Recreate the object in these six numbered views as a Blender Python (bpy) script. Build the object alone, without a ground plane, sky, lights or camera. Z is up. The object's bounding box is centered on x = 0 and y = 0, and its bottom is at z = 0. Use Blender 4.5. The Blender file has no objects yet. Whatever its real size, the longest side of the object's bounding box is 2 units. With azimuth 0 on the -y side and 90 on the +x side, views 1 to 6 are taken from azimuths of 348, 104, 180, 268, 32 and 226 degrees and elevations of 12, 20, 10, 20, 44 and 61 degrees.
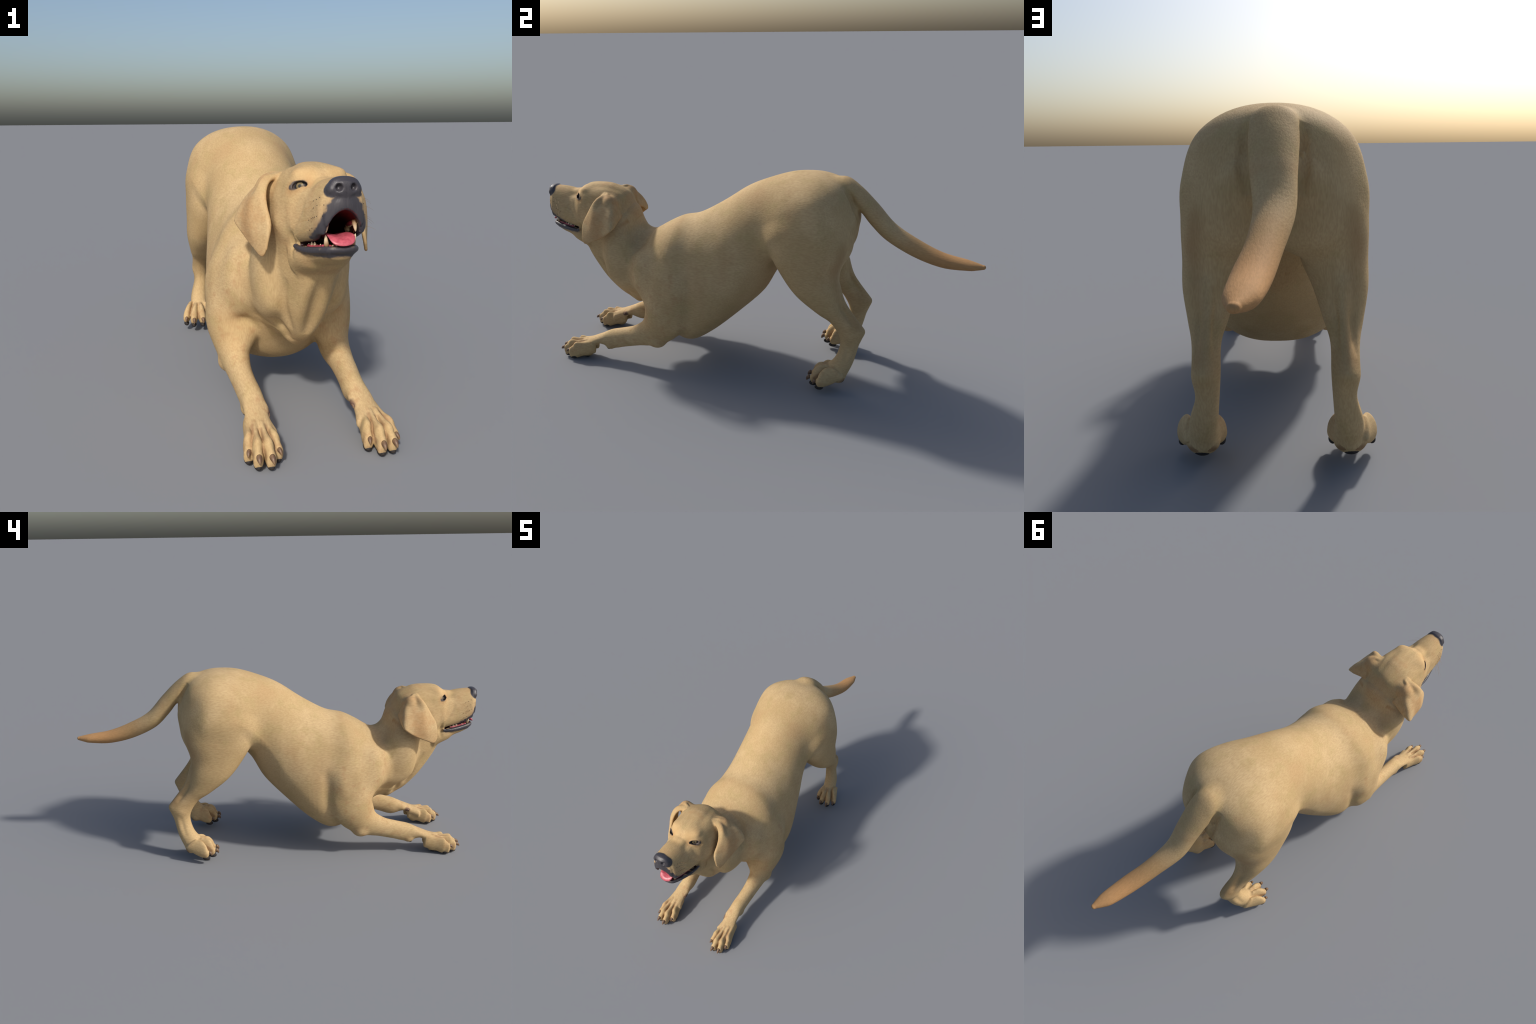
import bpy
import numpy as np
from mathutils import Matrix, Vector
from mathutils.bvhtree import BVHTree

VOXEL = 0.003
FAR = 1.0

# ------------------------------------------------------------------ helpers
def spline(points, samples):
    """Catmull-Rom through rows of control values (any width)."""
    p = np.asarray(points, float)
    p = np.vstack([2 * p[0] - p[1], p, 2 * p[-1] - p[-2]])
    n = len(p) - 3
    out = []
    for t in np.linspace(0, n, samples):
        i = min(int(t), n - 1)
        f = t - i
        a, b, c, d = p[i:i + 4]
        out.append(0.5 * (2 * b + (c - a) * f + (2 * a - 5 * b + 4 * c - d) * f * f + (3 * b - a - 3 * c + d) * f ** 3))
    return np.array(out)


def smin(a, b, k):
    h = np.maximum(k - np.abs(a - b), 0) / k
    return np.minimum(a, b) - h * h * k * 0.25


def smax(a, b, k):
    return -smin(-a, -b, k)


class Loft:
    """Body lofted through sections that stand in sagittal planes.
    Section: (front/top y, z, back/bottom y, z, x of the centre, half width, place of the widest line 0..1, roundness above and, if it differs, below)."""
    def __init__(self, sections, samples=None, cap=0.6, cap0=None, cap1=None):
        s = spline(sections, samples or 5 * len(sections))
        T = np.stack([s[:, 4], s[:, 0], s[:, 1]], 1)
        B = np.stack([s[:, 4], s[:, 2], s[:, 3]], 1)
        L = np.linalg.norm(T - B, axis=1)
        self.up = (T - B) / L[:, None]
        f = s[:, 6]
        self.c = B + (T - B) * f[:, None]
        self.hu, self.hd = L * (1 - f), L * f
        self.w, self.n = np.maximum(s[:, 5], 0.003), s[:, 7]
        self.nl = s[:, 8] if s.shape[1] > 8 else self.n
        nrm = np.cross([1.0, 0, 0], self.up)
        nrm /= np.linalg.norm(nrm, axis=1)[:, None]
        d = self.c[-1] - self.c[0]
        if (nrm * np.gradient(self.c, axis=0)).sum() < 0:
            nrm = -nrm
        self.nrm = nrm
        m = np.minimum(self.w, L / 2)
        self.caps = (cap0 or m[0] * cap, cap1 or m[-1] * cap)
        e = np.vstack([T, B])
        w = np.concatenate([self.w, self.w])
        lo, hi = e.min(0), e.max(0)
        lo[0], hi[0] = (e[:, 0] - w).min(), (e[:, 0] + w).max()
        pad = max(self.caps)
        self.lo, self.hi = lo - np.array([0, pad, pad]), hi + np.array([0, pad, pad])

    def __call__(self, P):
        g = P.astype(np.float32) @ self.nrm.T.astype(np.float32) - (self.c * self.nrm).sum(1).astype(np.float32)[None]
        m = len(self.c)
        i = np.clip((g > 0).sum(1) - 1, 0, m - 2)
        r = np.arange(len(P))
        g0, g1 = g[r, i], g[r, i + 1]
        den = g0 - g1
        f = np.clip(g0 / np.where(np.abs(den) < 1e-9, 1e-9, den), 0, 1)
        lerp = lambda a: a[i] * (1 - f) + a[i + 1] * f
        lerp3 = lambda a: a[i] * (1 - f)[:, None] + a[i + 1] * f[:, None]
        c, up, nr = lerp3(self.c), lerp3(self.up), lerp3(self.nrm)
        q = P - c
        h = (q * up).sum(1)
        a = (q * nr).sum(1)
        first, last = (g[:, 0] <= 0), (g[:, -1] >= 0)
        a = np.where(first | last, a, 0.0)
        ca = np.where(first, self.caps[0], self.caps[1])
        H = np.where(h > 0, lerp(self.hu), lerp(self.hd))
        W, n = lerp(self.w), np.where(h > 0, lerp(self.n), lerp(self.nl))
        s = np.abs(q[:, 0])
        h = np.abs(h)
        a = np.abs(a)
        k0 = np.sqrt(((s / W) ** n + (h / H) ** n + 1e-12) ** (2 / n) + (a / ca) ** 2)
        k1 = np.sqrt((s / W ** 2) ** 2 + (h / H ** 2) ** 2 + (a / ca ** 2) ** 2) + 1e-6
        return np.maximum(k0 * (k0 - 1) / k1, -np.minimum(W, H))


class Blob:
    """Ellipsoid; axes given as rows of a frame (defaults to world)."""
    def __init__(self, c, r, frame=None):
        self.c, self.r = np.array(c, float), np.array(r, float)
        self.f = np.eye(3) if frame is None else np.asarray(frame, float)
        m = max(r)
        self.lo, self.hi = self.c - m, self.c + m

    def __call__(self, P):
        q = (P - self.c) @ self.f.T
        k0 = np.linalg.norm(q / self.r, axis=1) + 1e-9
        k1 = np.linalg.norm(q / self.r ** 2, axis=1) + 1e-9
        return np.maximum(k0 * (k0 - 1) / k1, -min(self.r))


class Rope:
    """Round tube through 3D points with radii (x, y, z, r)."""
    def __init__(self, pts, samples=None):
        s = spline(pts, samples or 5 * len(pts)) if len(pts) > 2 else np.array(pts, float)
        self.p, self.r = s[:, :3], s[:, 3]
        m = self.r.max()
        self.lo, self.hi = self.p.min(0) - m, self.p.max(0) + m

    def __call__(self, P):
        best = np.full(len(P), 9.0)
        for i in range(len(self.p) - 1):
            a, b = self.p[i], self.p[i + 1]
            ba = b - a
            t = np.clip((P - a) @ ba / max(ba @ ba, 1e-12), 0, 1)
            d = np.linalg.norm(P - a - t[:, None] * ba, axis=1) - (self.r[i] + t * (self.r[i + 1] - self.r[i]))
            best = np.minimum(best, d)
        return best


class Shell:
    """Thin curved flap: a spline patch through a grid of 3D points, with thickness."""
    def __init__(self, grid, thick, thin, nu=24, nv=24):
        g = np.asarray(grid, float)                       # rows (root..hem) x columns x 3
        a = np.stack([spline(g[:, j], nu) for j in range(g.shape[1])], 1)
        a = np.stack([spline(a[i], nv) for i in range(nu)], 0)
        v = a.reshape(-1, 3)
        idx = np.arange(nu * nv).reshape(nu, nv)
        f = np.stack([idx[:-1, :-1], idx[:-1, 1:], idx[1:, 1:], idx[1:, :-1]], -1).reshape(-1, 4)
        self.t = BVHTree.FromPolygons([Vector(p) for p in v], f.tolist())
        self.v, self.nu, self.nv = v, nu, nv
        self.thick, self.thin = thick, thin
        self.hc = a[-1].mean(0)
        self.lo, self.hi = v.min(0) - thick, v.max(0) + thick
        self.rowz = a

    def __call__(self, P):
        out = np.empty(len(P))
        for i, p in enumerate(P):
            loc, nr, fi, d = self.t.find_nearest(p, .05)
            if fi is None:
                out[i] = .05
                continue
            row = (fi // (self.nv - 1)) / (self.nu - 2)
            out[i] = d - (self.thick * (1 - row) + self.thin * row)
        return out


class Groove:
    """Soft furrow (depth > 0) or ridge (depth < 0) that follows a curve in space."""
    def __init__(self, pts, width, depth, ends=True):
        s = spline(pts, 6 * len(pts)) if len(pts) > 2 else np.linspace(pts[0], pts[1], 8)
        self.pts, self.ends = pts, ends
        self.p, self.w, self.depth = s, width, depth
        self.taper = np.sin(np.linspace(0, np.pi, len(s))) ** 0.9 if ends else np.ones(len(s))
        self.lo, self.hi = s.min(0) - 3 * width, s.max(0) + 3 * width

    def __call__(self, P):
        d = np.full(len(P), 9.0)
        tp = np.zeros(len(P))
        for i in range(len(self.p) - 1):
            a, b = self.p[i], self.p[i + 1]
            ba = b - a
            t = np.clip((P - a) @ ba / max(ba @ ba, 1e-12), 0, 1)
            e = np.linalg.norm(P - a - t[:, None] * ba, axis=1)
            m = e < d
            d[m] = e[m]
            tp[m] = (self.taper[i] * (1 - t) + self.taper[i + 1] * t)[m]
        return self.depth * tp * np.exp(-(d / self.w) ** 2)


class Dent:
    """Soft hollow (depth > 0) or swelling (depth < 0), an ellipsoidal bell."""
    def __init__(self, c, r, depth):
        self.c, self.r, self.depth = np.array(c, float), np.array(r, float) if np.ndim(r) else np.array([r] * 3, float), depth
        self.lo, self.hi = self.c - 2.6 * self.r, self.c + 2.6 * self.r

    def __call__(self, P):
        return self.depth * np.exp(-(((P - self.c) / self.r) ** 2).sum(1))


def inside(P, part, m):
    lo, hi = part.lo - m, part.hi + m
    keep = None
    for k in range(3):
        v = P[:, k]
        a, b = v.min(), v.max()
        if a >= hi[k] or b <= lo[k]:
            return np.empty(0, int)
        if a > lo[k] and b < hi[k]:
            continue
        t = (v > lo[k]) & (v < hi[k])
        keep = t if keep is None else keep & t
    return np.arange(len(P)) if keep is None else np.flatnonzero(keep)


class Field:
    """Signed distance of the whole animal, with the region that owns each point."""
    def __init__(self):
        self.ops = []

    def add(self, region, part, k=0.03, mirror=True):
        self.ops.append(("add", region, part, k, mirror))

    def cut(self, region, part, k=0.004):
        self.ops.append(("cut", region, part, k, True))

    def settle(self, pts, rounds=4):
        """Moves points onto the surface built so far."""
        p = np.array(pts, float)
        for _ in range(rounds):
            d = self(p, far=True)
            g = np.stack([self(p + np.eye(3)[k] * .002, far=True) - d for k in range(3)], 1) / .002
            p = p - g * (d / np.maximum((g ** 2).sum(1), .2))[:, None]
        return p

    def shape(self, part):
        if isinstance(part, Groove):
            part = Groove(self.settle(spline(part.pts, 9)), part.w, part.depth, part.ends)
        self.ops.append(("shape", None, part, 0, True))

    def __call__(self, P, regions=False, far=False):
        Q = P.copy()
        Q[:, 0] = np.sqrt(P[:, 0] ** 2 + 0.003 ** 2) - 0.0
        d = np.full(len(P), FAR)
        low = np.full(len(P), FAR)
        own = np.zeros(len(P), int)
        for kind, region, part, k, mirror in self.ops:
            W = Q if mirror else P
            ix = inside(W, part, 0 if kind == "shape" else 0.07 if far else 1.3 * k + 0.015)
            if not len(ix):
                continue
            if isinstance(part, Shell):
                ix = ix[inside(W[ix], part, .035)]
            v = part(W[ix])
            if kind == "add":
                m = v < low[ix]
                own[ix[m]] = region
                low[ix[m]] = v[m]
                d[ix] = smin(d[ix], v, k)
            elif kind == "cut":
                own[ix[-v > d[ix] - 0.002]] = region
                d[ix] = smax(d[ix], -v, k)
            else:
                d[ix] += v
        return (d, own) if regions else d


def surface_net(field, lo, hi, h, block=8, twin_until=-9):
    """Narrow-band sampling of the field and a surface net around its zero level.
    In front of y = twin_until the animal is symmetric, so only one half is sampled there."""
    lo = np.array(lo, float)
    n = np.ceil((np.asarray(hi) - lo) / h / block).astype(int)
    n[0] += n[0] % 2
    lo[0] = -(n[0] * block - 1) * h / 2
    jmax = int((twin_until - lo[1]) / h / block)
    c = np.stack(np.meshgrid(*[np.arange(k) for k in n], indexing="ij"), -1).reshape(-1, 3)
    ctr = lo + (c + 0.5) * block * h
    d0 = np.concatenate([field(q, far=True) for q in np.array_split(ctr, max(1, len(ctr) // 40000))])
    near = np.abs(d0) < block * h * 1.45
    D = np.repeat(np.repeat(np.repeat(np.where(d0 > 0, 1, -1).astype(np.float32).reshape(n), block, 0), block, 1), block, 2)
    o = np.stack(np.meshgrid(*[np.arange(block)] * 3, indexing="ij"), -1).reshape(-1, 3)
    act = c[near & ((c[:, 0] >= n[0] // 2) | (c[:, 1] >= jmax))]
    for part in np.array_split(act, max(1, len(act) // 60)):
        ijk = (part[:, None] * block + o[None]).reshape(-1, 3)
        D[ijk[:, 0], ijk[:, 1], ijk[:, 2]] = field(lo + ijk * h)
    half, j = n[0] * block // 2, max(jmax, 0) * block
    D[:half, :j] = D[half:, :j][::-1]
    neg = D < 0
    N = np.array(D.shape)
    cnt = np.zeros(N - 1, np.int8)
    for a in (0, 1):
        for b in (0, 1):
            for e in (0, 1):
                cnt += neg[a:N[0] - 1 + a, b:N[1] - 1 + b, e:N[2] - 1 + e]
    cells = np.argwhere((cnt > 0) & (cnt < 8))
    vid = np.full(N - 1, -1, np.int32)
    vid[tuple(cells.T)] = np.arange(len(cells))
    corner = np.array([(a, b, e) for a in (0, 1) for b in (0, 1) for e in (0, 1)])
    val = np.stack([D[tuple((cells + k).T)] for k in corner], 1)
    acc, num = np.zeros((len(cells), 3)), np.zeros(len(cells))
    for i in range(8):
        for j in range(i + 1, 8):
            if np.abs(corner[i] - corner[j]).sum() != 1:
                continue
            m = (val[:, i] < 0) != (val[:, j] < 0)
            t = val[m, i] / (val[m, i] - val[m, j])
            acc[m] += corner[i] + t[:, None] * (corner[j] - corner[i])
            num[m] += 1
    V = lo + (cells + acc / num[:, None]) * h
    F = []
    for ax in range(3):
        u, w = (ax + 1) % 3, (ax + 2) % 3
        s0 = [slice(1, -1)] * 3
        s1 = [slice(1, -1)] * 3
        s0[ax], s1[ax] = slice(0, -1), slice(1, None)
        A, B = neg[tuple(s0)], neg[tuple(s1)]
        e = np.argwhere(A != B)
        flip = A[tuple(e.T)]
        off = np.ones(3, int)
        off[ax] = 0
        e = e + off
        du, dw = np.eye(3, dtype=int)[u], np.eye(3, dtype=int)[w]
        q = np.stack([vid[tuple((e - x).T)] for x in (du * 0, du, du + dw, dw)], 1)
        q[~flip] = q[~flip][:, ::-1]
        F.append(q)
    F = np.concatenate(F)
    F = F[(F >= 0).all(1)]
    return V, F


def relax(V, F, rounds=2):
    """Taubin smoothing: takes the grid's stair steps out without shrinking."""
    e = np.concatenate([F[:, [0, 1]], F[:, [1, 2]], F[:, [2, 3]], F[:, [3, 0]]])
    deg = np.bincount(e[:, 0], minlength=len(V)).astype(float)
    for _ in range(rounds):
        for lam in (0.5, -0.51):
            s = np.stack([np.bincount(e[:, 0], V[e[:, 1], k], minlength=len(V)) for k in range(3)], 1)
            s2 = np.stack([np.bincount(e[:, 1], V[e[:, 0], k], minlength=len(V)) for k in range(3)], 1)
            d2 = np.bincount(e[:, 1], minlength=len(V))
            avg = (s + s2) / (deg + d2)[:, None]
            V = V + lam * (avg - V)
    return V
# ------------------------------------------------------------------ the animal
TORSO, NECK, HEAD, EAR, FORELEG, FOREPAW, HINDLEG, HINDPAW, TAIL, MOUTH, NOSE = range(11)
REGION = ["torso", "neck", "head", "ear", "foreleg", "forepaw", "hindleg", "hindpaw", "tail", "mouth_lining", "nose"]
dog = Field()

# trunk: back line / belly line
dog.add(TORSO, Loft([
    (-.469, .617, -.581, .285, .000, .137, 0.61, 2, 1.8),
    (-.410, .652, -.481, .210, .000, .191, 0.57476, 2.1, 1.7),
    (-.338, .686, -.393, .128, .000, .222, 0.55, 2.1, 2),
    (-.248, .709, -.288, .101, .000, .231, 0.42, 2, 2.5),
    (-.132, .772, -.180, .161, .000, .229, 0.32, 1.9, 2.7),
    (-.021, .843, -.051, .263, .000, .204, 0.36, 2.1, 2.1),
    (.073, .882, .053, .363, .000, .189, 0.48, 2.3, 1.6),
    (.183, .914, .138, .497, .000, .216, 0.48, 2.1, 1.45),
    (.275, .917, .267, .553, .000, .229, 0.50, 2.2, 2),
    (.337, .908, .346, .565, .000, .224, 0.48, 2.2, 2.1),
    (.388, .891, .401, .589, .000, .181, 0.48, 2.2, 2),
    (.425, .864, .438, .628, .000, .123, 0.47, 2, 2),
    (.446, .820, .454, .676, .000, .078, 0.47, 2, 2)], cap=.3), 0.05)

# neck: nape / throat
dog.add(NECK, Loft([
    (-.606, .771, -.841, .554, .000, .085, 0.5, 2.1, 2),
    (-.565, .690, -.815, .499, .000, .096, 0.5, 2.1, 2),
    (-.539, .648, -.773, .433, .000, .104, 0.52, 2.1, 1.9),
    (-.502, .614, -.720, .357, .000, .113, 0.54, 2.1, 1.8),
    (-.449, .585, -.657, .283, .000, .109, 0.55, 2.1, 1.6),
    (-.389, .557, -.594, .238, .000, .111, 0.55, 2.1, 1.6)]), 0.03)
# muscle that runs from behind the ear to the shoulder
dog.add(NECK, Loft([
    (-.687, .639, -.586, .677, .077, .049, 0.5, 2.1),
    (-.695, .544, -.563, .608, .090, .055, 0.5, 2.2),
    (-.693, .461, -.519, .540, .094, .057, 0.5, 2.2),
    (-.678, .393, -.469, .470, .092, .054, 0.5, 2.2),
    (-.625, .344, -.433, .410, .085, .049, 0.5, 2.1),
    (-.570, .309, -.413, .360, .060, .038, 0.5, 2.1)]), 0.030)

# skull and muzzle
dog.add(HEAD, Loft([
    (-.840, .787, -.846, .641, .000, .060, 0.5, 2.2),
    (-.801, .816, -.818, .602, .000, .093, 0.5, 2.3),
    (-.742, .824, -.769, .572, .000, .109, 0.5, 2.3),
    (-.671, .818, -.720, .561, .000, .112, 0.5, 2.3),
    (-.612, .783, -.681, .561, .000, .106, 0.5, 2.2),
    (-.579, .725, -.652, .561, .000, .085, 0.5, 2.1)]), 0.04)
dog.add(HEAD, Loft([
    (-.980, .790, -.980, .662, .000, .052, 0.32, 2.3),
    (-.960, .799, -.970, .642, .000, .063, 0.28, 2.3),
    (-.910, .796, -.930, .627, .000, .070, 0.3, 2.3),
    (-.860, .787, -.880, .611, .000, .077, 0.32, 2.3),
    (-.810, .785, -.830, .596, .000, .088, 0.4, 2.3)], cap=.30), 0.022)
# lower jaw
dog.add(HEAD, Loft([
    (-.973, .633, -.960, .592, .000, .036, 0.6, 2.3),
    (-.941, .630, -.926, .577, .000, .047, 0.6, 2.3),
    (-.890, .626, -.884, .562, .000, .060, 0.6, 2.2),
    (-.840, .622, -.842, .535, .000, .079, 0.6, 2.2),
    (-.780, .641, -.792, .505, .000, .087, 0.5, 2.2)], cap=.4), 0.012)
LOWER_LIP = [(.0, -.979, .6235), (.026, -.974, .624), (.041, -.954, .620), (.054, -.918, .613), (.068, -.875, .608), (.078, -.828, .609)]
dog.add(HEAD, Rope([p + (r,) for p, r in zip(LOWER_LIP, (.0085, .009, .0095, .0095, .009, .006))]), 0.008)
dog.add(NOSE, Loft([
    (-.994, .796, -.995, .758, .000, .027, 0.55, 2.3),
    (-.983, .804, -.986, .756, .000, .0385, 0.45, 2.4),
    (-.968, .804, -.972, .760, .000, .0395, 0.4, 2.4)], cap=.30), 0.010)
dog.add(NOSE, Blob((.0335, -.976, .772), (.0105, .016, .0135)), 0.006)
dog.add(HEAD, Loft([
    (-.990, .755, -.986, .705, .000, .022, 0.5, 2.1),
    (-.975, .760, -.975, .690, .000, .046, 0.4, 2.1)], cap=.4), 0.010)
# eye surround
EYE = np.array([.0605, -.812, .766])
EYE_OUT = np.array([.55, -.80, .22]) / np.linalg.norm([.55, -.80, .22])
EYE_SIDE = np.array([.037, .026, -.008])
EYE_SIDE = EYE_SIDE - EYE_OUT * (EYE_SIDE @ EYE_OUT)
EYE_SIDE /= np.linalg.norm(EYE_SIDE)
EYE_UP = np.cross(EYE_SIDE, EYE_OUT)
EYE_UP *= np.sign(EYE_UP[2])
EYE_FRAME = [EYE_SIDE, EYE_UP, EYE_OUT]
dog.add(HEAD, Blob(EYE - EYE_OUT * .012, (.024, .019, .0155), EYE_FRAME), 0.012)
EAR_GRID = [
    [(.078, -.676, .788), (.082, -.664, .788), (.100, -.654, .788), (.106, -.638, .775), (.106, -.618, .748), (.095, -.600, .700)],
    [(.120, -.696, .770), (.131, -.684, .776), (.131, -.664, .761), (.138, -.636, .750), (.141, -.610, .731), (.115, -.598, .690)],
    [(.137, -.724, .728), (.150, -.710, .735), (.166, -.688, .716), (.170, -.646, .708), (.170, -.605, .704), (.138, -.597, .680)],
    [(.137, -.765, .652), (.151, -.743, .652), (.172, -.705, .652), (.182, -.654, .664), (.190, -.603, .671), (.160, -.598, .668)],
    [(.145, -.773, .594), (.153, -.759, .573), (.165, -.718, .588), (.182, -.655, .618), (.198, -.606, .652), (.170, -.601, .660)]]
dog.add(EAR, Blob((.107, -.645, .748), (.036, .033, .040)), 0.03)
dog.add(EAR, Shell(EAR_GRID, .0065, .0045), 0.009)

# forelimb
dog.add(FORELEG, Loft([
    (-.429, .553, -.286, .587, .090, .058, 0.5, 2.1),
    (-.466, .468, -.228, .477, .145, .085, 0.5, 2.1),
    (-.470, .356, -.220, .337, .173, .080, 0.5, 2),
    (-.464, .268, -.249, .223, .190, .065, 0.5, 2),
    (-.477, .230, -.393, .117, .178, .051, 0.5, 2.1),
    (-.536, .189, -.508, .094, .176, .039, 0.5, 2.1),
    (-.601, .168, -.584, .076, .172, .035, 0.5, 2.1),
    (-.662, .150, -.655, .058, .166, .035, 0.5, 2.1),
    (-.713, .125, -.722, .075, .167, .035, 0.5, 2.1),
    (-.765, .103, -.759, .051, .169, .037, 0.5, 2.2),
    (-.807, .087, -.799, .033, .168, .047, 0.5, 2.2)]), 0.028)
FORE_TOES = ((.198, .211, .217, -.836), (.186, .193, .197, -.872), (.166, .164, .162, -.878), (.150, .139, .134, -.844))
for x0, x1, x2, kn in FORE_TOES:
    dog.add(FOREPAW, Loft([
        (kn + .085, .095, kn + .090, .030, x0, .013, .5, 2.0),
        (kn + .038, .086, kn + .045, .018, (x0 + x1) / 2, .0130, .5, 2.0),
        (kn + .002, .085, kn + .010, .006, x1, .0160, .5, 2.1),
        (kn - .012, .070, kn - .002, .005, (x1 + x2) / 2, .0140, .5, 2.1),
        (kn - .026, .058, kn - .018, .003, x2, .0145, .5, 2.1)], samples=40, cap=.8), 0.005)
dog.add(FOREPAW, Blob((.176, -.788, .025), (.030, .024, .022)), 0.012)
dog.add(FORELEG, Blob((.186, -.666, .074), (.013, .020, .016)), 0.012)

dog.add(FORELEG, Rope([(.150, -.690, .103, .010), (.140, -.715, .098, .010), (.134, -.738, .091, .0065)]), 0.012)

dog.add(FORELEG, Blob((.144, -.472, .440), (.060, .056, .110)), 0.06)
dog.add(FORELEG, Blob((.150, -.440, .240), (.050, .042, .055)), 0.03)
dog.add(FORELEG, Blob((.196, -.414, .131), (.030, .034, .027)), 0.022)

# hind limb
dog.add(HINDLEG, Loft([
    (.188, .796, .390, .795, .094, .089, 0.5, 2.1),
    (.106, .708, .421, .704, .132, .108, 0.5, 2.1),
    (.114, .607, .432, .614, .153, .092, 0.5, 2.3),
    (.157, .519, .414, .526, .154, .090, 0.5, 2.25),
    (.228, .428, .415, .461, .169, .072, 0.5, 2.3),
    (.321, .353, .427, .390, .173, .051, 0.5, 2.3),
    (.381, .311, .462, .342, .173, .037, 0.5, 2.1),
    (.418, .257, .522, .272, .169, .034, 0.45, 2.4),
    (.428, .209, .507, .207, .169, .030, 0.5, 2.3),
    (.411, .152, .489, .135, .181, .036, 0.5, 2.2),
    (.380, .115, .466, .078, .186, .037, 0.5, 2.2),
    (.354, .103, .448, .042, .188, .044, 0.5, 2.2)]), 0.04)
HIND_TOES = ((.226, .248, .253, .366), (.206, .220, .223, .336), (.186, .185, .183, .336), (.166, .152, .149, .366))
for x0, x1, x2, kn in HIND_TOES:
    dog.add(HINDPAW, Loft([
        (kn + .030, .119, kn + .085, .075, x0, .012, .5, 2.0),
        (kn + .006, .116, kn + .045, .048, (x0 + x1) / 2, .0155, .5, 2.0),
        (kn - .013, .097, kn + .008, .034, x1, .0170, .5, 2.1),
        (kn - .022, .073, kn - .010, .033, x2, .0150, .5, 2.1)], cap=.8), 0.007)
dog.add(HINDLEG, Rope([(.166, .405, .470, .012), (.166, .436, .390, .013), (.168, .491, .310, .014), (.168, .514, .276, .016)]), 0.02)
dog.add(HINDPAW, Blob((.188, .430, .063), (.041, .026, .023)), 0.010)

dog.add(HINDLEG, Blob((.095, .375, .690), (.085, .088, .140)), 0.05)

dog.add(HINDLEG, Blob((.074, .368, .625), (.084, .078, .085)), 0.03)

# tail
dog.add(TAIL, Loft([
    (.324, .887, .370, .802, -.002, .058, 0.5, 2.1),
    (.405, .904, .435, .802, -.003, .061, 0.5, 2.1),
    (.472, .865, .478, .756, -.001, .059, 0.5, 2),
    (.548, .792, .523, .700, -.001, .053, 0.5, 2),
    (.625, .709, .591, .636, -.002, .046, 0.5, 2),
    (.730, .650, .707, .578, .018, .039, 0.5, 2),
    (.828, .610, .825, .547, .038, .039, 0.5, 2),
    (.922, .591, .928, .546, .049, .033, 0.5, 2),
    (.958, .583, .962, .551, .054, .0235, 0.5, 2),
    (.986, .576, .989, .557, .058, .0120, 0.5, 2)], samples=60, cap=1.1), 0.018, mirror=False)

# mouth: hollow under the palate, and the slit between the lips
dog.cut(MOUTH, Loft([
    (-1.04, .724, -1.04, .640, 0, .034, .42, 1.8),
    (-.985, .724, -.985, .638, 0, .042, .40, 1.8),
    (-.950, .716, -.950, .630, 0, .047, .40, 1.9),
    (-.900, .700, -.900, .624, 0, .051, .42, 2.0),
    (-.860, .676, -.860, .618, 0, .056, .45, 2.0),
    (-.825, .640, -.825, .612, 0, .050, .5, 2.0)]), 0.007)
dog.cut(MOUTH, Loft([
    (-1.05, .668, -1.05, .634, 0, .100, .5, 6.0),
    (-.965, .660, -.965, .634, 0, .100, .5, 6.0),
    (-.936, .645, -.936, .628, 0, .100, .5, 6.0),
    (-.900, .633, -.900, .622, 0, .100, .5, 6.0),
    (-.862, .624, -.862, .616, 0, .100, .5, 6.0),
    (-.838, .617, -.838, .612, 0, .100, .5, 6.0)], cap=.1), 0.006)
# nostrils
dog.cut(NOSE, Blob((.0190, -.999, .779), (.0085, .016, .0095)), 0.003)
dog.cut(NOSE, Rope([(.024, -1.000, .772, .0040), (.036, -.994, .764, .0028)]), 0.003)
# eyelids: soft rims above and below the opening
for up in (.0134, -.0126):
    edge = [EYE + EYE_SIDE * .0200 * np.cos(t) + EYE_UP * (up * np.sin(t) - .0005) for t in np.linspace(.32, np.pi - .32, 9)]
    edge = dog.settle(edge) - EYE_OUT * .0012
    dog.add(HEAD, Rope([tuple(p) + (.0036,) for p in edge]), 0.005)
# eye opening
dog.cut(HEAD, Blob(EYE + EYE_OUT * .005 - EYE_UP * .0005, (.0198, .0130, .011), EYE_FRAME), 0.003)
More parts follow.
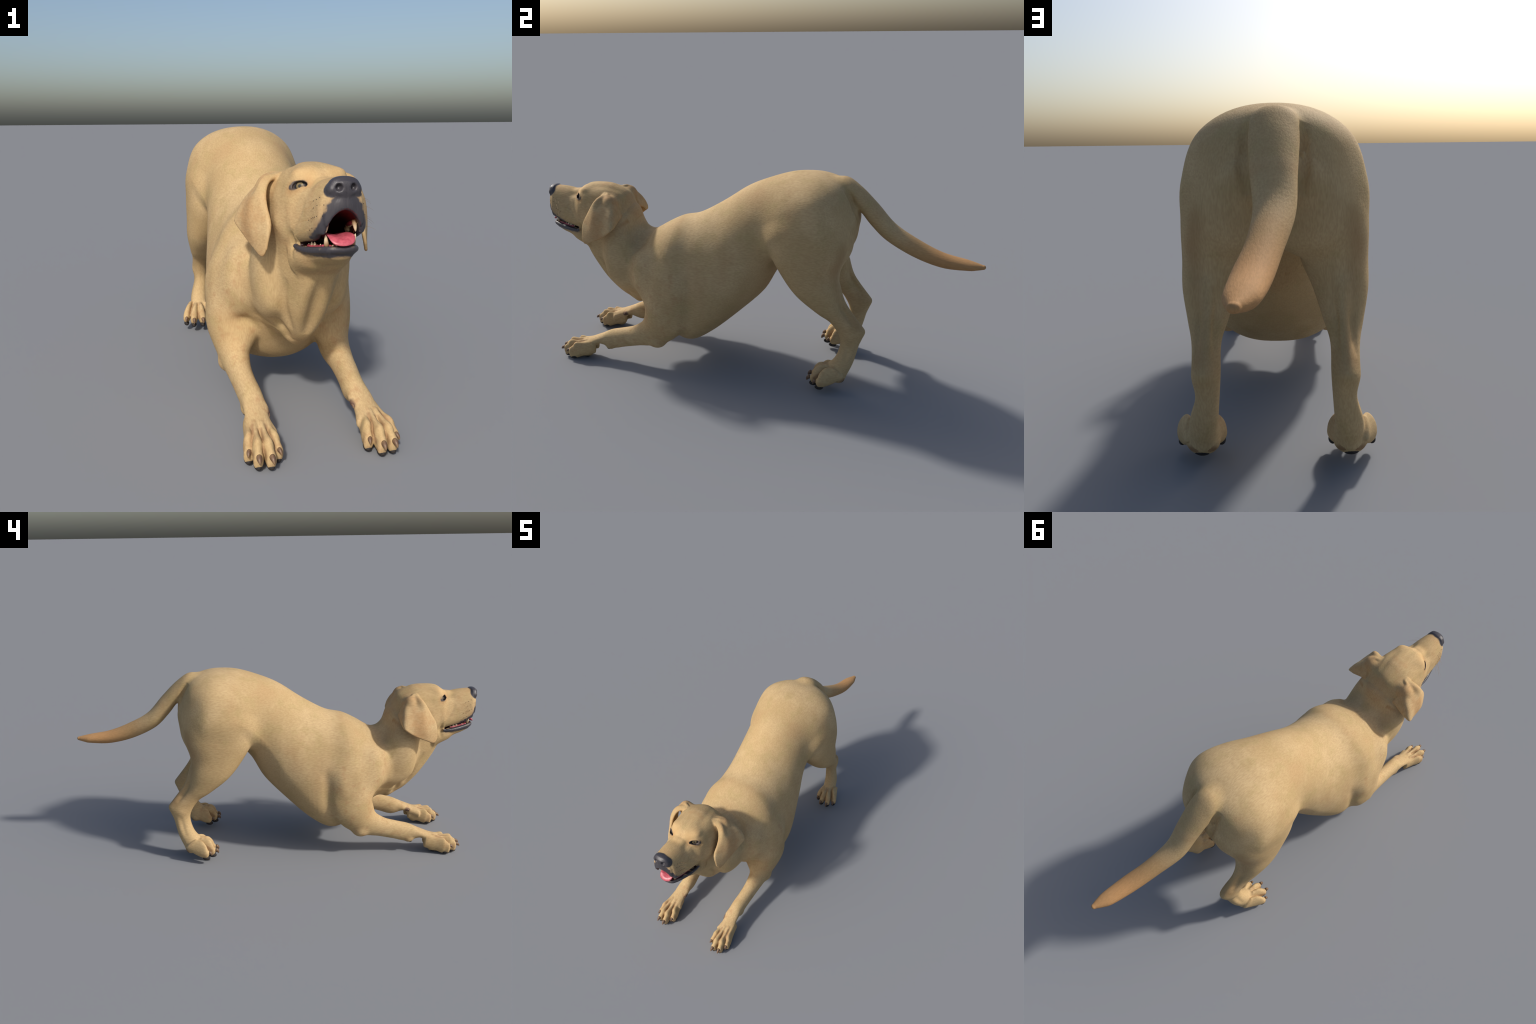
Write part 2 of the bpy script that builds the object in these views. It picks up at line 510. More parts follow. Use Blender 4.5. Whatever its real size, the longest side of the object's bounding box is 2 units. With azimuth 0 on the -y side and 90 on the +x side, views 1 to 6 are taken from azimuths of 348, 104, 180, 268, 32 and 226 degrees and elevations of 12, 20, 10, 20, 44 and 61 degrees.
# furrows and swellings
for part in (
        # nose split, brow, stop, lids
        Groove([(0, -1.004, .790), (0, -1.000, .755), (0, -.990, .725)], .0028, .0026),
        Groove([(0, -.850, .795), (0, -.800, .822), (0, -.72, .835)], .012, .003),
        Groove([(.028, -.580, .780), (.044, -.650, .815), (.052, -.720, .825), (.050, -.760, .822)], .016, .004),
        Dent((.062, -.788, .802), (.026, .024, .014), -.008),
        Dent((.040, -.848, .768), (.016, .024, .020), .008),
        Dent((.098, -.745, .755), (.022, .035, .026), .005),
        Groove([EYE + EYE_OUT * .004 - EYE_SIDE * .020 + EYE_UP * .013, EYE + EYE_OUT * .004 + EYE_UP * .018, EYE + EYE_SIDE * .022 + EYE_UP * .012], .0045, .0022),
        Groove([EYE - EYE_SIDE * .018 - EYE_UP * .014, EYE + EYE_OUT * .004 - EYE_UP * .017, EYE + EYE_SIDE * .024 - EYE_UP * .014, EYE + EYE_SIDE * .042 - EYE_UP * .014], .0055, .0026),
        # cheek fold behind the corner of the mouth, cheek muscle, jaw pouch
        Groove([(.078, -.852, .665), (.093, -.822, .635), (.096, -.812, .600), (.083, -.825, .562)], .008, .0045),
        Groove([(.072, -.880, .735), (.080, -.855, .690), (.090, -.832, .655)], .010, .0045),
        Dent((.112, -.760, .660), (.030, .035, .040), -.006),
        Dent((.036, -.868, .552), (.026, .026, .020), -.006),
        # throat: a mid furrow between two hanging folds that meet on the chest
        Groove([(0, -.845, .520), (0, -.800, .44), (0, -.745, .36), (0, -.690, .295)], .014, .020),
        Groove([(.045, -.830, .510), (.050, -.775, .415), (.044, -.710, .325), (.012, -.650, .252)], .016, -.014),
        Groove([(.085, -.740, .500), (.085, -.715, .430), (.070, -.690, .365), (.045, -.660, .310)], .013, .012),
        Groove([(.110, -.640, .335), (.070, -.640, .290), (.035, -.620, .240)], .014, .013),
        Groove([(.100, -.560, .285), (.060, -.570, .235), (.020, -.575, .200)], .016, .008),
        # collar of loose skin in front of the shoulder blade
        Groove([(0, -.480, .630), (.060, -.485, .615), (.120, -.493, .600), (.150, -.534, .547), (.165, -.566, .490)], .012, .006),
        Groove([(0, -.462, .634), (.060, -.467, .618), (.120, -.472, .600), (.150, -.505, .545)], .010, -.004),
        # crease behind the upper arm, hollow of the flank
        Groove([(.215, -.225, .470), (.228, -.240, .400), (.230, -.245, .320), (.225, -.262, .240), (.200, -.300, .165), (.17, -.33, .11)], .024, .010),
        Groove([(.215, -.30, .47), (.225, -.31, .40), (.232, -.32, .32)], .035, -.006),
        Dent((.190, .060, .480), (.040, .060, .070), .003),
        Groove([(.068, .405, .855), (.066, .430, .820), (.066, .445, .770), (.060, .450, .70)], .012, .028),
        # hock: hollow in front of the heel tendon, ankle knob
        Groove([(.205, .425, .430), (.205, .455, .370), (.205, .490, .310)], .010, .0045),
        Groove([(.135, .425, .430), (.135, .455, .370), (.137, .490, .310)], .010, .0045),
        Dent((.204, .470, .255), (.012, .022, .022), -.004),
        Groove([(.200, .475, .235), (.203, .462, .180), (.212, .445, .125)], .010, .0035)):
    dog.shape(part)

V, F = surface_net(dog, (-.31, -1.04, -.02), (.31, 1.03, .95), VOXEL, twin_until=.28)
V = relax(V, F)
# ------------------------------------------------------------------ materials
class Nodes:
    def __init__(self, name):
        self.m = bpy.data.materials.new(name)
        self.m.use_nodes = True
        self.t = self.m.node_tree
        self.t.nodes.clear()
        self.out = self.t.nodes.new("ShaderNodeOutputMaterial")
        self.b = self.t.nodes.new("ShaderNodeBsdfPrincipled")
        self.t.links.new(self.b.outputs[0], self.out.inputs[0])
        self.obj = self.t.nodes.new("ShaderNodeTexCoord").outputs["Object"]

    def put(self, sock, v):
        if hasattr(v, "is_output"):
            self.t.links.new(v, sock)
        elif isinstance(v, (tuple, list)) and len(v) == 3 and sock.type == "RGBA":
            sock.default_value = (*v, 1)
        else:
            sock.default_value = v

    def math(self, op, a, b=0.0, c=0.0, clamp=False):
        n = self.t.nodes.new("ShaderNodeMath")
        n.operation, n.use_clamp = op, clamp
        for i, v in enumerate((a, b, c)):
            self.put(n.inputs[i], v)
        return n.outputs[0]

    def vec(self, op, a, b=(0, 0, 0)):
        n = self.t.nodes.new("ShaderNodeVectorMath")
        n.operation = op
        self.put(n.inputs[0], a)
        if op == "SCALE":
            self.put(n.inputs["Scale"], b)
        else:
            self.put(n.inputs[1], b)
        return n.outputs["Value"] if op in ("LENGTH", "DOT_PRODUCT", "DISTANCE") else n.outputs[0]

    def mirrored(self):
        s = self.t.nodes.new("ShaderNodeSeparateXYZ")
        self.put(s.inputs[0], self.obj)
        c = self.t.nodes.new("ShaderNodeCombineXYZ")
        self.put(c.inputs[0], self.math("ABSOLUTE", s.outputs[0]))
        self.put(c.inputs[1], s.outputs[1])
        self.put(c.inputs[2], s.outputs[2])
        return c.outputs[0]

    def axis(self, k):
        s = self.t.nodes.new("ShaderNodeSeparateXYZ")
        self.put(s.inputs[0], self.obj)
        return s.outputs[k]

    def noise(self, scale, detail=3.0, rough=0.5, stretch=None, turn=(0, 0, 0), co=None, kind="Fac"):
        co = co or self.obj
        if stretch:
            m = self.t.nodes.new("ShaderNodeMapping")
            m.inputs["Scale"].default_value = stretch
            m.inputs["Rotation"].default_value = turn
            self.put(m.inputs[0], co)
            co = m.outputs[0]
        n = self.t.nodes.new("ShaderNodeTexNoise")
        n.inputs["Scale"].default_value, n.inputs["Detail"].default_value, n.inputs["Roughness"].default_value = scale, detail, rough
        self.put(n.inputs["Vector"], co)
        return n.outputs[kind]

    def ramp(self, v, lo, hi):
        n = self.t.nodes.new("ShaderNodeMapRange")
        n.interpolation_type = "SMOOTHSTEP"
        self.put(n.inputs[0], v)
        n.inputs[1].default_value, n.inputs[2].default_value = min(lo, hi), max(lo, hi)
        n.inputs[3].default_value, n.inputs[4].default_value = (0, 1) if lo < hi else (1, 0)
        return n.outputs[0]

    def mix(self, f, a, b, mode="MIX"):
        n = self.t.nodes.new("ShaderNodeMix")
        n.data_type, n.blend_type = "RGBA", mode
        self.put(n.inputs[0], f)
        self.put(n.inputs[6], a)
        self.put(n.inputs[7], b)
        return n.outputs[2]

    def chain(self, co, pts):
        """Distance to a string of capsules [(x, y, z, r), ...] minus their radius."""
        best = None
        for p, q in zip(pts[:-1], pts[1:]):
            a, b = np.array(p[:3]), np.array(q[:3])
            ba = b - a
            pa = self.vec("SUBTRACT", co, tuple(a))
            h = self.math("MULTIPLY", self.vec("DOT_PRODUCT", pa, tuple(ba)), float(1 / max(ba @ ba, 1e-9)), clamp=True)
            d = self.vec("LENGTH", self.vec("SUBTRACT", pa, self.vec("SCALE", tuple(ba), h)))
            d = self.math("SUBTRACT", d, self.math("MULTIPLY_ADD", h, q[3] - p[3], p[3]))
            best = d if best is None else self.math("MINIMUM", best, d)
        return best

    def bump(self, h, strength, dist):
        n = self.t.nodes.new("ShaderNodeBump")
        n.inputs["Strength"].default_value, n.inputs["Distance"].default_value = strength, dist
        self.put(n.inputs["Height"], h)
        self.put(self.b.inputs["Normal"], n.outputs[0])

    def done(self, color, rough=0.6, spec=0.3, **kw):
        self.put(self.b.inputs["Base Color"], color)
        self.put(self.b.inputs["Roughness"], rough)
        self.put(self.b.inputs["Specular IOR Level"], spec)
        for k, v in kw.items():
            self.put(self.b.inputs[k.replace("_", " ")], v)
        return self.m


def rgb(r, g, b):
    f = lambda c: c / 255 / 12.92 if c <= 10 else ((c / 255 + 0.055) / 1.055) ** 2.4
    return (f(r), f(g), f(b))


TAN, PALE, OLIVE, RUST = rgb(177, 151, 108), rgb(190, 164, 122), rgb(167, 147, 100), rgb(174, 138, 98)
BLACK_SKIN = rgb(54, 52, 57)


def coat(face=False, paw=False, tail=False, ear=False, neck=False, hind=False):
    n = Nodes("short_coat")
    co = n.mirrored()
    big = n.noise(5.0, 3, 0.55, co=co)
    mid = n.noise(13.0, 3, 0.6, co=co)
    c = n.mix(n.ramp(big, .40, .66), TAN, PALE)
    c = n.mix(n.math("MULTIPLY", n.ramp(mid, .50, .70), .55), c, OLIVE)
    c = n.mix(n.math("MULTIPLY", n.ramp(n.noise(7.0, 4, 0.6, co=n.vec("ADD", co, (3.1, 1.7, 5.2))), .50, .72), .38), c, RUST)
    if tail:
        c = n.mix(n.math("MULTIPLY", n.ramp(n.axis(1), .56, .86), .85), c, rgb(172, 122, 74))
    if ear:
        c = n.mix(n.math("MULTIPLY", n.ramp(n.noise(11.0, 4, 0.6, co=co), .36, .66), .7), c, rgb(174, 130, 86))
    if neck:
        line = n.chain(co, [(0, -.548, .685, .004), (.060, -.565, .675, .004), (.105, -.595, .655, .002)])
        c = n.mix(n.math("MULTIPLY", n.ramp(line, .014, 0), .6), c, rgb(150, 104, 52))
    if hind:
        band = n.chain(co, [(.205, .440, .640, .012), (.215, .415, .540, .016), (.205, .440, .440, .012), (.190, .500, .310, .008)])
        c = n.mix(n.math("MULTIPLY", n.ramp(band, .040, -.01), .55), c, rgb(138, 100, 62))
    # short hair: fine streaks that run back and down over the sides, straight down over the rump and chest
    side_hair = n.noise(1.0, 2, 0.6, stretch=(230, 55, 210), turn=(-.55, 0, 0))
    end_hair = n.noise(1.0, 2, 0.6, stretch=(230, 230, 48))
    g = n.t.nodes.new("ShaderNodeNewGeometry")
    s = n.t.nodes.new("ShaderNodeSeparateXYZ")
    n.put(s.inputs[0], g.outputs["Normal"])
    facing = n.ramp(n.math("ABSOLUTE", s.outputs[1]), .55, .85)
    hair = n.math("ADD", n.math("MULTIPLY", side_hair, n.math("SUBTRACT", 1.0, facing)), n.math("MULTIPLY", end_hair, facing))
    c = n.mix(n.math("MULTIPLY", n.ramp(hair, .30, .72), .28), n.mix(.12, c, rgb(226, 196, 150)), rgb(140, 108, 70))
    n.bump(hair, .30, .0025)
    rough, spec = 0.75, 0.15
    if paw:
        gaps = n.ramp(n.noise(30.0, 3, 0.6, co=co), .5, .72)
        c = n.mix(n.math("MULTIPLY", gaps, .36), c, rgb(164, 120, 84))
        for toes in (FORE_TOES, HIND_TOES):
            for p, q in zip(toes[:-1], toes[1:]):
                z = .0 if toes is FORE_TOES else .024
                y = (p[3] + q[3]) / 2
                gap = n.chain(co, [((p[0] + q[0]) / 2, y + .055, .086 + z, .001), ((p[1] + q[1]) / 2, y + .015, .070 + z, .003), ((p[2] + q[2]) / 2, y - .022, .040 + z, .003)])
                c = n.mix(n.math("MULTIPLY", n.ramp(gap, .010, 0), .55), c, rgb(124, 88, 64))
        heel = n.chain(co, [(.166, .448, .050, .014), (.212, .448, .050, .014)])
        c = n.mix(n.math("MULTIPLY", n.ramp(heel, .010, -.004), .65), c, rgb(120, 86, 62))
        dew = n.chain(co, [(.134, -.733, .092, .006), (.132, -.745, .088, .006)])
        c = n.mix(n.ramp(dew, .010, 0), c, rgb(92, 70, 62))
    if face:
        wob = n.math("MULTIPLY_ADD", n.noise(60.0, 3, 0.6, co=co), .012, -.006)
        c = n.mix(n.math("MULTIPLY", n.ramp(n.noise(15.0, 4, .6, co=co), .46, .70), .28), c, rgb(166, 124, 84))
        e0, e1 = EYE - EYE_SIDE * .018, EYE + EYE_SIDE * .018
        warm = n.chain(co, [(*(e0 - np.array([.004, .004, .002])), .008), (*(e1 - np.array([0, 0, .006])), .010)])
        c = n.mix(n.math("MULTIPLY", n.ramp(n.math("ADD", warm, wob), .024, -.002), .55), c, rgb(152, 112, 72))
        blaze = n.chain(co, [(.012, -.86, .79, .010), (.05, -.80, .80, .012)])
        c = n.mix(n.math("MULTIPLY", n.ramp(blaze, .030, -.01), .35), c, rgb(208, 170, 118))
        flews = n.chain(co, [(.052, -.950, .725, .014), (.056, -.945, .690, .016), (.058, -.920, .660, .010)])
        fleck = n.ramp(n.noise(240, 2, .5, co=co), .45, .7)
        c = n.mix(n.math("MULTIPLY", n.ramp(n.math("ADD", flews, wob), .022, -.004), n.math("MULTIPLY_ADD", fleck, .30, .12)), c, rgb(132, 112, 88))
        nose = n.chain(co, [(0, -.984, .786, .0295), (.030, -.980, .777, .0245)])
        phil = n.chain(co, [(0, -.990, .740, .034), (.024, -.986, .724, .023), (.049, -.972, .676, .0165), (.063, -.938, .648, .0105), (.072, -.90, .633, .0085), (.085, -.838, .614, .008)])
        chin = n.chain(co, [(0, -.978, .620, .0165), (.030, -.970, .619, .0165), (.052, -.925, .613, .0155), (.067, -.88, .610, .013), (.086, -.836, .609, .012)])
        soft = n.math("ADD", n.math("MINIMUM", phil, chin), wob)
        grey = n.ramp(soft, .016, -.004)
        skin = n.math("MAXIMUM", n.ramp(n.math("ADD", nose, n.math("MULTIPLY", wob, .25)), .003, -.002), n.ramp(soft, .004, -.003))
        lids = n.chain(co, [(*(EYE + EYE_SIDE * t - EYE_UP * .0005 + EYE_OUT * .002), r) for t, r in ((-.0235, .0060), (-.010, .0138), (.010, .0138), (.0235, .0060))])
        c = n.mix(n.math("MULTIPLY", grey, .45), c, rgb(130, 108, 88))
        skin = n.math("MAXIMUM", skin, n.math("MULTIPLY", n.ramp(lids, .0045, .0005), .9))
        c = n.mix(skin, c, n.mix(n.noise(180, 3, 0.6, co=co), BLACK_SKIN, rgb(62, 59, 64)))
        rough = n.math("MULTIPLY_ADD", skin, -.30, .75)
        spec = n.math("MULTIPLY_ADD", skin, .35, .15)
    return n.done(c, rough, spec)


def plain(name, c1, c2, scale, rough, spec=.4, bump=0, **kw):
    n = Nodes(name)
    t = n.noise(scale, 4, .6)
    if bump:
        n.bump(t, bump, .002)
    return n.done(n.mix(n.ramp(t, .35, .65), c1, c2), rough, spec, **kw)


FUR = coat()
MATS = {TORSO: FUR, NECK: coat(neck=True), HEAD: coat(face=True), EAR: coat(ear=True), FORELEG: coat(paw=True), FOREPAW: coat(paw=True),
        HINDLEG: coat(hind=True), HINDPAW: coat(paw=True), TAIL: coat(tail=True)}
MATS[NOSE] = MATS[HEAD]


def lining():
    n = Nodes("mouth_lining")
    co = n.mirrored()
    ridge = n.t.nodes.new("ShaderNodeTexWave")
    ridge.bands_direction = "Y"
    ridge.inputs["Scale"].default_value, ridge.inputs["Distortion"].default_value = 60, 2
    n.put(ridge.inputs["Vector"], n.obj)
    red = n.mix(ridge.outputs["Fac"], rgb(78, 20, 18), rgb(112, 34, 30))
    rim = n.chain(co, [(0, -.988, .722, .009), (.030, -.984, .697, .010), (.046, -.962, .662, .010), (.057, -.936, .650, .009), (.066, -.90, .636, .007), (.084, -.836, .613, .010)])
    low = n.chain(co, [(0, -.980, .626, .006), (.030, -.975, .626, .006), (.058, -.915, .614, .009), (.084, -.836, .610, .010)])
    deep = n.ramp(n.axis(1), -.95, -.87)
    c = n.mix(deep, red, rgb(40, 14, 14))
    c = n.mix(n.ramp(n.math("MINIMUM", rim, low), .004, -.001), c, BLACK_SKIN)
    return n.done(c, .45, .4)


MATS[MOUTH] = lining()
CLAW = plain("claw_horn", rgb(124, 100, 74), rgb(98, 74, 58), 40, .45, .4)
PAD = plain("pad_leather", rgb(52, 47, 44), rgb(38, 35, 36), 160, .75, .3, .5)
TONGUE = plain("tongue_flesh", rgb(190, 90, 102), rgb(166, 70, 84), 90, .38, .45, .2)
GUM = plain("gum_flesh", rgb(178, 72, 84), rgb(140, 50, 60), 60, .35, .5)


def tooth_material():
    n = Nodes("tooth_enamel")
    z = n.axis(2)                                   # each tooth: root at 0, tip at 1
    return n.done(n.mix(n.ramp(z, .0, .7), rgb(140, 104, 70), rgb(214, 192, 158)), .3, .5)


TOOTH = tooth_material()


def eye_material():
    n = Nodes("eyeball")
    s = n.t.nodes.new("ShaderNodeSeparateXYZ")
    n.put(s.inputs[0], n.obj)
    r = n.math("SQRT", n.math("ADD", n.math("POWER", n.math("MULTIPLY", s.outputs[0], 1.45), 2.0), n.math("POWER", s.outputs[1], 2.0)))
    rays = n.noise(3.0, 3, .6)
    iris = n.mix(rays, rgb(98, 86, 62), rgb(132, 116, 84))
    c = n.mix(n.ramp(r, .26, .34), rgb(52, 50, 50), iris)
    c = n.mix(n.ramp(r, .62, .72), c, rgb(34, 32, 34))
    c = n.mix(n.ramp(r, .76, .88), c, rgb(52, 51, 56))
    return n.done(c, .38, .2)


EYEBALL = eye_material()

# ------------------------------------------------------------------ objects
scene = bpy.context.collection
root = bpy.data.objects.new("dog", None)
scene.objects.link(root)
root["label"] = "yellow short-haired dog in play bow, mouth open, tail out"
root["category"] = "dog"


def link(name, me, parent, mats=(), stuff=False):
    o = bpy.data.objects.new(name, me)
    scene.objects.link(o)
    o.parent = parent
    for m in mats:
        me.materials.append(m)
    if stuff:
        o["kind"] = "stuff"
    return o


def mesh(name, verts, faces, smooth=True):
    me = bpy.data.meshes.new(name)
    me.from_pydata([tuple(map(float, v)) for v in verts], [], [tuple(map(int, f)) for f in faces])
    me.polygons.foreach_set("use_smooth", [smooth] * len(me.polygons))
    me.update()
    return me


whole = mesh("whole", V, F)
VN = np.empty(len(V) * 3, np.float32)
whole.vertex_normals.foreach_get("vector", VN)
VN = VN.reshape(-1, 3)
TREE = BVHTree.FromPolygons([Vector(v) for v in V], F.tolist())
C = V[F].mean(1)
OWN = np.concatenate([dog(q, True)[1] for q in np.array_split(C, max(1, len(C) // 100000))])
for _ in range(4):                                   # smooth ragged borders between regions
    votes = np.zeros((len(V), len(REGION)), np.int16)
    for k in range(4):
        np.add.at(votes, (F[:, k], OWN), 1)
    OWN = votes[F].sum(1).argmax(1)
bpy.data.meshes.remove(whole)


def cut_out(name, sel, mat, parent):
    f = F[sel]
    used, inv = np.unique(f, return_inverse=True)
    me = mesh(name, V[used], inv.reshape(-1, 4))
    me.normals_split_custom_set_from_vertices(VN[used].tolist())
    return link(name, me, parent, [mat])


RIGHT = C[:, 0] < 0
parts = {}
torso = cut_out("torso", OWN == TORSO, MATS[TORSO], root)
neck = cut_out("neck", OWN == NECK, MATS[NECK], root)
head = cut_out("head", OWN == HEAD, MATS[HEAD], root)
tail = cut_out("tail", OWN == TAIL, MATS[TAIL], root)
cut_out("nose", OWN == NOSE, MATS[NOSE], head)
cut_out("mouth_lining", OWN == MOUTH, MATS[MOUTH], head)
for side in (~RIGHT, RIGHT):
    cut_out("ear", (OWN == EAR) & side, MATS[EAR], head)
    s = 1 if side is not RIGHT else -1
    parts["fore", s] = cut_out("foreleg", (OWN == FORELEG) & side, MATS[FORELEG], root)
    parts["hind", s] = cut_out("hindleg", (OWN == HINDLEG) & side, MATS[HINDLEG], root)
    cut_out("paw", (OWN == FOREPAW) & side, MATS[FOREPAW], parts["fore", s])
    cut_out("paw", (OWN == HINDPAW) & side, MATS[HINDPAW], parts["hind", s])


def rings(spine, radii, around=14, flat=1.0, up=(0, 0, 1)):
    """Closed horn or tongue shape: rings along a spine, flattened along 'up'."""
    p = np.array(spine, float)
    t = np.gradient(p, axis=0)
    t /= np.linalg.norm(t, axis=1)[:, None]
    u = np.array(up, float)
    vs, fs = [], []
    for i in range(len(p)):
        s = np.cross(t[i], u)
        s /= np.linalg.norm(s)
        w = np.cross(s, t[i])
        for k in range(around):
            a = 2 * np.pi * k / around
            vs.append(p[i] + radii[i] * (np.cos(a) * s + flat * np.sin(a) * w))
    for i in range(len(p) - 1):
        for k in range(around):
            a, b = i * around + k, i * around + (k + 1) % around
            fs.append((a, b, b + around, a + around))
    fs.append(tuple(range(around))[::-1])
    fs.append(tuple(range((len(p) - 1) * around, len(p) * around)))
    return vs, fs


# claws: curved horns, shared mesh
t = np.linspace(0, 1, 9)
claw_me = mesh("claw", *rings(np.stack([0 * t, -t * .0225, -.012 * t ** 2], 1), .0082 * (1 - t ** 2.2) ** .8 + .0004, 14, 1.15))
claw_me.materials.append(CLAW)


def claw(pos, yaw, pitch, size, parent):
    o = bpy.data.objects.new("claw", claw_me)
    scene.objects.link(o)
    o.parent = parent
    o.location, o.rotation_euler, o.scale = pos, (pitch, 0, yaw), (size,) * 3


def ball(c, r, seg=20):
    a, b = np.meshgrid(np.linspace(0, 2 * np.pi, seg, endpoint=False), np.linspace(0, np.pi, seg // 2 + 1)[1:-1])
    v = np.stack([np.cos(a) * np.sin(b), np.sin(a) * np.sin(b), np.cos(b)], -1).reshape(-1, 3) * r + c
    n, m = b.shape
    f = [(i * m + k, (i + 1) * m + k, (i + 1) * m + (k + 1) % m, i * m + (k + 1) % m) for i in range(n - 1) for k in range(m)]
    v = np.vstack([v, np.array(c) + [0, 0, r[2]], np.array(c) - [0, 0, r[2]]])
    f += [(n * m, k, (k + 1) % m) for k in range(m)] + [(n * m + 1, (n - 1) * m + (k + 1) % m, (n - 1) * m + k) for k in range(m)]
    return v, f


for s in (1, -1):
    for leg, toes, z, hz in (("fore", FORE_TOES, .046, 0), ("hind", HIND_TOES, .062, .020)):
        par = parts[leg, s]
        for j, (x0, x1, x2, kn) in enumerate(toes):
            yaw = s * (.35, .08, -.08, -.25)[j]
            claw((s * x2, kn - .030, z), yaw, (.05 if leg == "fore" else .45), (.82, .95, .95, .78)[j], par)
            link("toe_pad", mesh("toe_pad", *ball(np.array([s * x2, kn - .014, .012 + hz]), np.array([.0115, .019, .0110]))), par, [PAD])
        c = (s * .182, -.792, .018) if leg == "fore" else (s * .189, .434, .049)
        link("heel_pad", mesh("heel_pad", *ball(np.array(c), np.array([.026, .020, .0165]))), par, [PAD])
    claw((s * .1325, -.742, .090), -s * .1, .2, .55, parts["fore", s])
    link("wrist_pad", mesh("wrist_pad", *ball(np.array([s * .186, -.672, .066]), np.array([.009, .012, .010]))), parts["fore", s], [PAD])
    # eye
    o = link("eye", mesh("eye", *ball(np.zeros(3), np.ones(3), 40)), head, [EYEBALL])
    flip = np.array([s, 1, 1])
    x, z = EYE_SIDE * flip * s, EYE_OUT * flip
    y = np.cross(z, x)
    R = Matrix([x, y, z]).transposed().to_4x4()
    o.matrix_world = Matrix.Translation(Vector((EYE - EYE_OUT * .0105) * flip)) @ R @ Matrix.Diagonal((.0225, .0155, .0152, 1))

# tongue
TG = spline([(0, -.850, .634, .024), (0, -.890, .643, .030), (0, -.930, .649, .034), (0, -.960, .649, .035), (0, -.976, .645, .033), (0, -.986, .640, .026), (0, -.991, .637, .014), (0, -.993, .636, .003)], 40)
tv, tf = rings(TG[:, :3], TG[:, 3], 28, .22)
tv = np.array(tv)
ph = np.abs(tv[:, 0]) / .033
tv[:, 2] += .0075 * ph ** 2 * np.clip((tv[:, 1] + .990) / .02, 0, 1) - .003 * (1 - np.clip(ph, 0, 1)) ** 2 * np.clip((tv[:, 1] + .985) / .02, 0, 1)
link("tongue", mesh("tongue", tv, tf), head, [TONGUE])

# teeth and gums
t = np.linspace(0, 1, 10)
fang_me = mesh("tooth", *rings(np.stack([0 * t, -.18 * np.sin(t * 1.5), t], 1), .21 * (1 - t ** 1.8) ** .7 + .008, 12, up=(0, 1, 0)))
t = np.linspace(0, 1, 7)
peg_me = mesh("tooth", *rings(np.stack([0 * t, 0 * t, t], 1), .52 * (1 - t ** 2.4) ** .75 + .02, 12, .6, up=(1, 0, 0)))
for me in (fang_me, peg_me):
    me.materials.append(TOOTH)


def tooth(me, p, h, lean=(0, 0), down=False, turn=0.0):
    o = bpy.data.objects.new("tooth", me)
    scene.objects.link(o)
    o.parent = head
    o.location = p
    o.scale = (h, h, -h if down else h)
    o.rotation_euler = (lean[0], lean[1], turn)


rng = np.random.default_rng(7)
LOWER_ROW = spline([(.036, -.945, .628), (.041, -.925, .624), (.046, -.895, .619), (.052, -.865, .616)], 40)
UPPER_ROW = spline([(.040, -.945, .684), (.043, -.92, .676), (.048, -.89, .668), (.053, -.862, .656)], 40)
for s in (1, -1):
    tooth(fang_me, (s * .034, -.955, .630), .030, (0, s * .18))
    tooth(fang_me, (s * .036, -.957, .694), .030, (0, s * -.10), True)
    for i, f in enumerate(np.linspace(.12, .98, 6)):
        p = LOWER_ROW[int(f * 39)]
        tooth(peg_me, (s * p[0], p[1], p[2] - .001), .006 + .006 * (i > 2) * (i < 5) + .003 * rng.random(), (.2 * rng.random() - .1, s * .12), False, 0)
        p = UPPER_ROW[int(f * 39)]
        tooth(peg_me, (s * p[0], p[1], p[2] + .004), .009 + .009 * (i > 3) + .003 * rng.random(), (.2 * rng.random() - .1, -s * .1), True, 0)
    for i in range(3):
        a = (i + .5) / 3
        tooth(peg_me, (s * .026 * a, -.972 + .008 * a * a, .628), .008, (.15, 0), False, np.pi / 2)
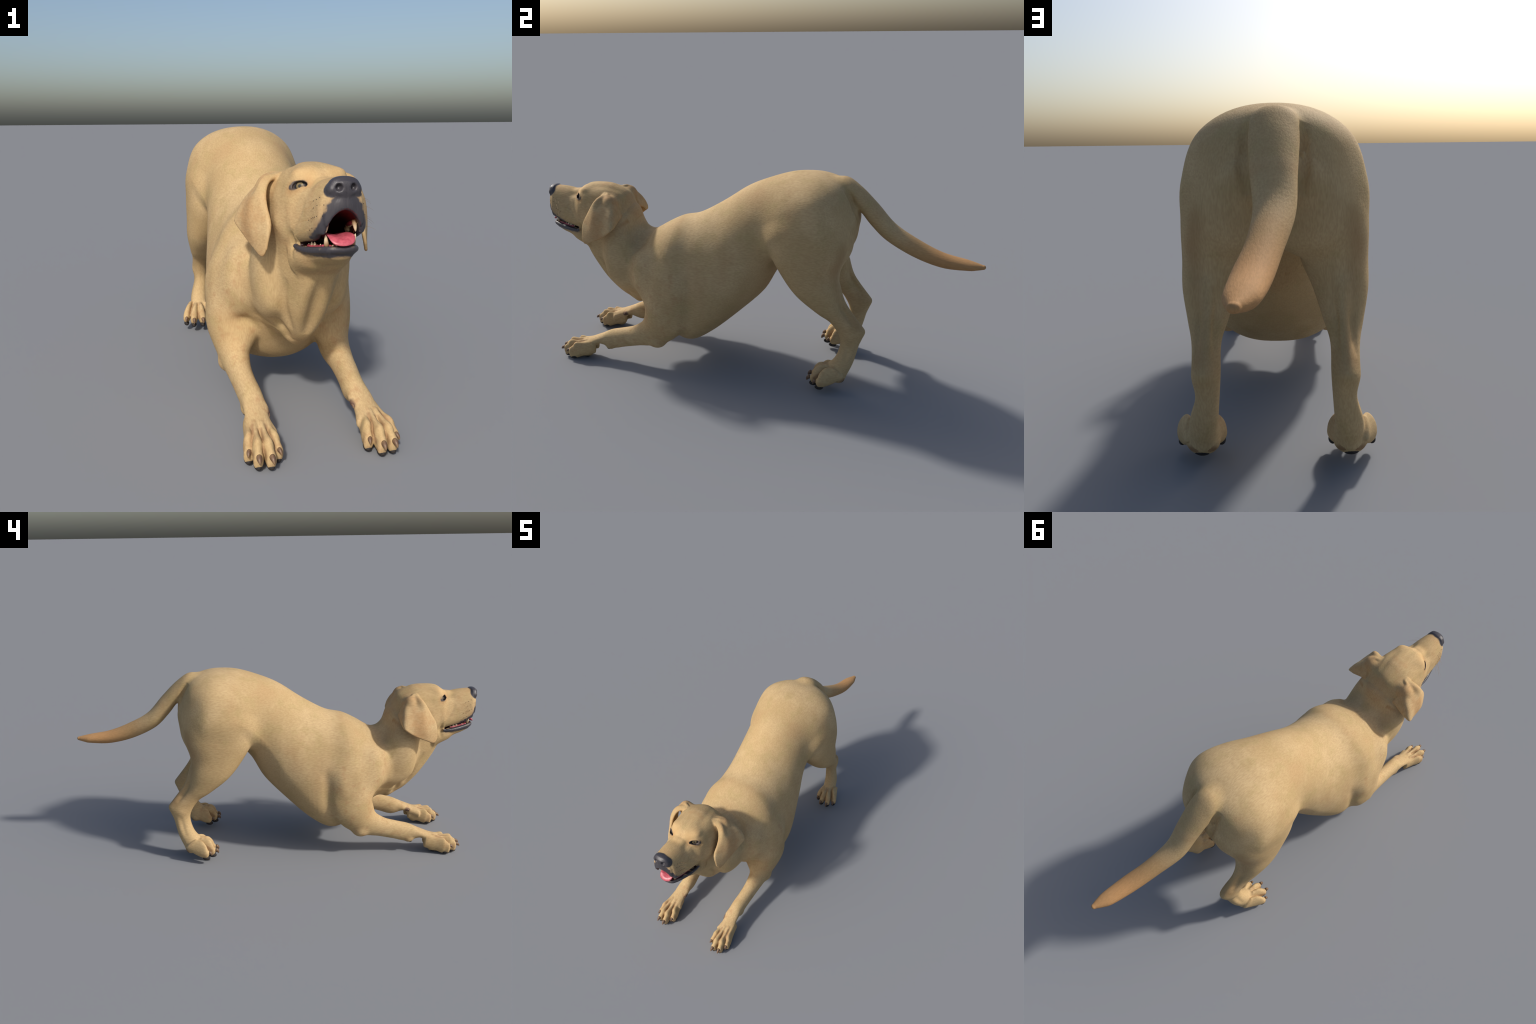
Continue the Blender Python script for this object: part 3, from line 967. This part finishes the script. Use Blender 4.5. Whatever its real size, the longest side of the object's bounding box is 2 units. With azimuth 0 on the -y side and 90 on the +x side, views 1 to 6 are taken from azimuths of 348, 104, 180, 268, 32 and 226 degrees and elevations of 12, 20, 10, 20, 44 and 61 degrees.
low = np.vstack([LOWER_ROW[::-1] * (-1, 1, 1), [(-.026, -.966, .627), (0, -.970, .627), (.026, -.966, .627)], LOWER_ROW])
link("gum", mesh("gum", *rings(spline(low[::3], 60) - (0, 0, .0015), np.full(60, .0058), 10)), head, [GUM])
for s in (1, -1):
    link("gum", mesh("gum", *rings(spline(UPPER_ROW[::4] * (s, 1, 1), 40) + (0, 0, .004), .0062 * np.sin(np.linspace(.25, np.pi - .25, 40)) ** .4, 10)), head, [GUM])

# whisker spots and whiskers
SPOT = plain("whisker_root", rgb(50, 42, 38), rgb(60, 50, 44), 50, .7)
HAIR = plain("whisker_hair", rgb(170, 136, 90), rgb(150, 118, 76), 50, .5)
ROWS = [[(.055, -.930, .739), (.053, -.944, .744), (.045, -.958, .749)],
        [(.056, -.939, .723), (.050, -.955, .730), (.040, -.970, .734)],
        [(.060, -.920, .691), (.058, -.933, .697), (.056, -.942, .700), (.054, -.951, .703), (.050, -.960, .706), (.045, -.969, .709)],
        [(.060, -.925, .669), (.058, -.939, .675), (.055, -.949, .679), (.050, -.959, .682), (.046, -.968, .688), (.040, -.976, .692)]]
sv, sf, wv, wf = [], [], [], []
for s in (1, -1):
    for r in ROWS:
        for x, y, z in r:
            q, nr, _, _ = TREE.find_nearest((s * x, y, z))
            v, f = ball(np.array(q), np.array([.0013, .0017, .0013]), 8)
            sf += [tuple(k + len(sv) for k in g) for g in f]
            sv += list(v)
            if rng.random() < .55:
                d = np.array(nr) * .5 + np.array([s * .5, .35 + .3 * rng.random(), -.35 + .3 * rng.random()])
                L = .030 + .035 * rng.random()
                t = np.linspace(0, 1, 7)
                sp = np.array(q) + np.outer(t, d / np.linalg.norm(d)) * L + np.outer(t ** 2, [0, 0.2, -.5]) * L * .5
                v, f = rings(sp, .00035 * (1 - t) + .00008, 5, up=(.3, .2, 1))
                wf += [tuple(k + len(wv) for k in g) for g in f]
                wv += list(v)
link("whisker_spot", mesh("whisker_spot", sv, sf), head, [SPOT], True)
link("whisker", mesh("whisker", wv, wf), head, [HAIR], True)
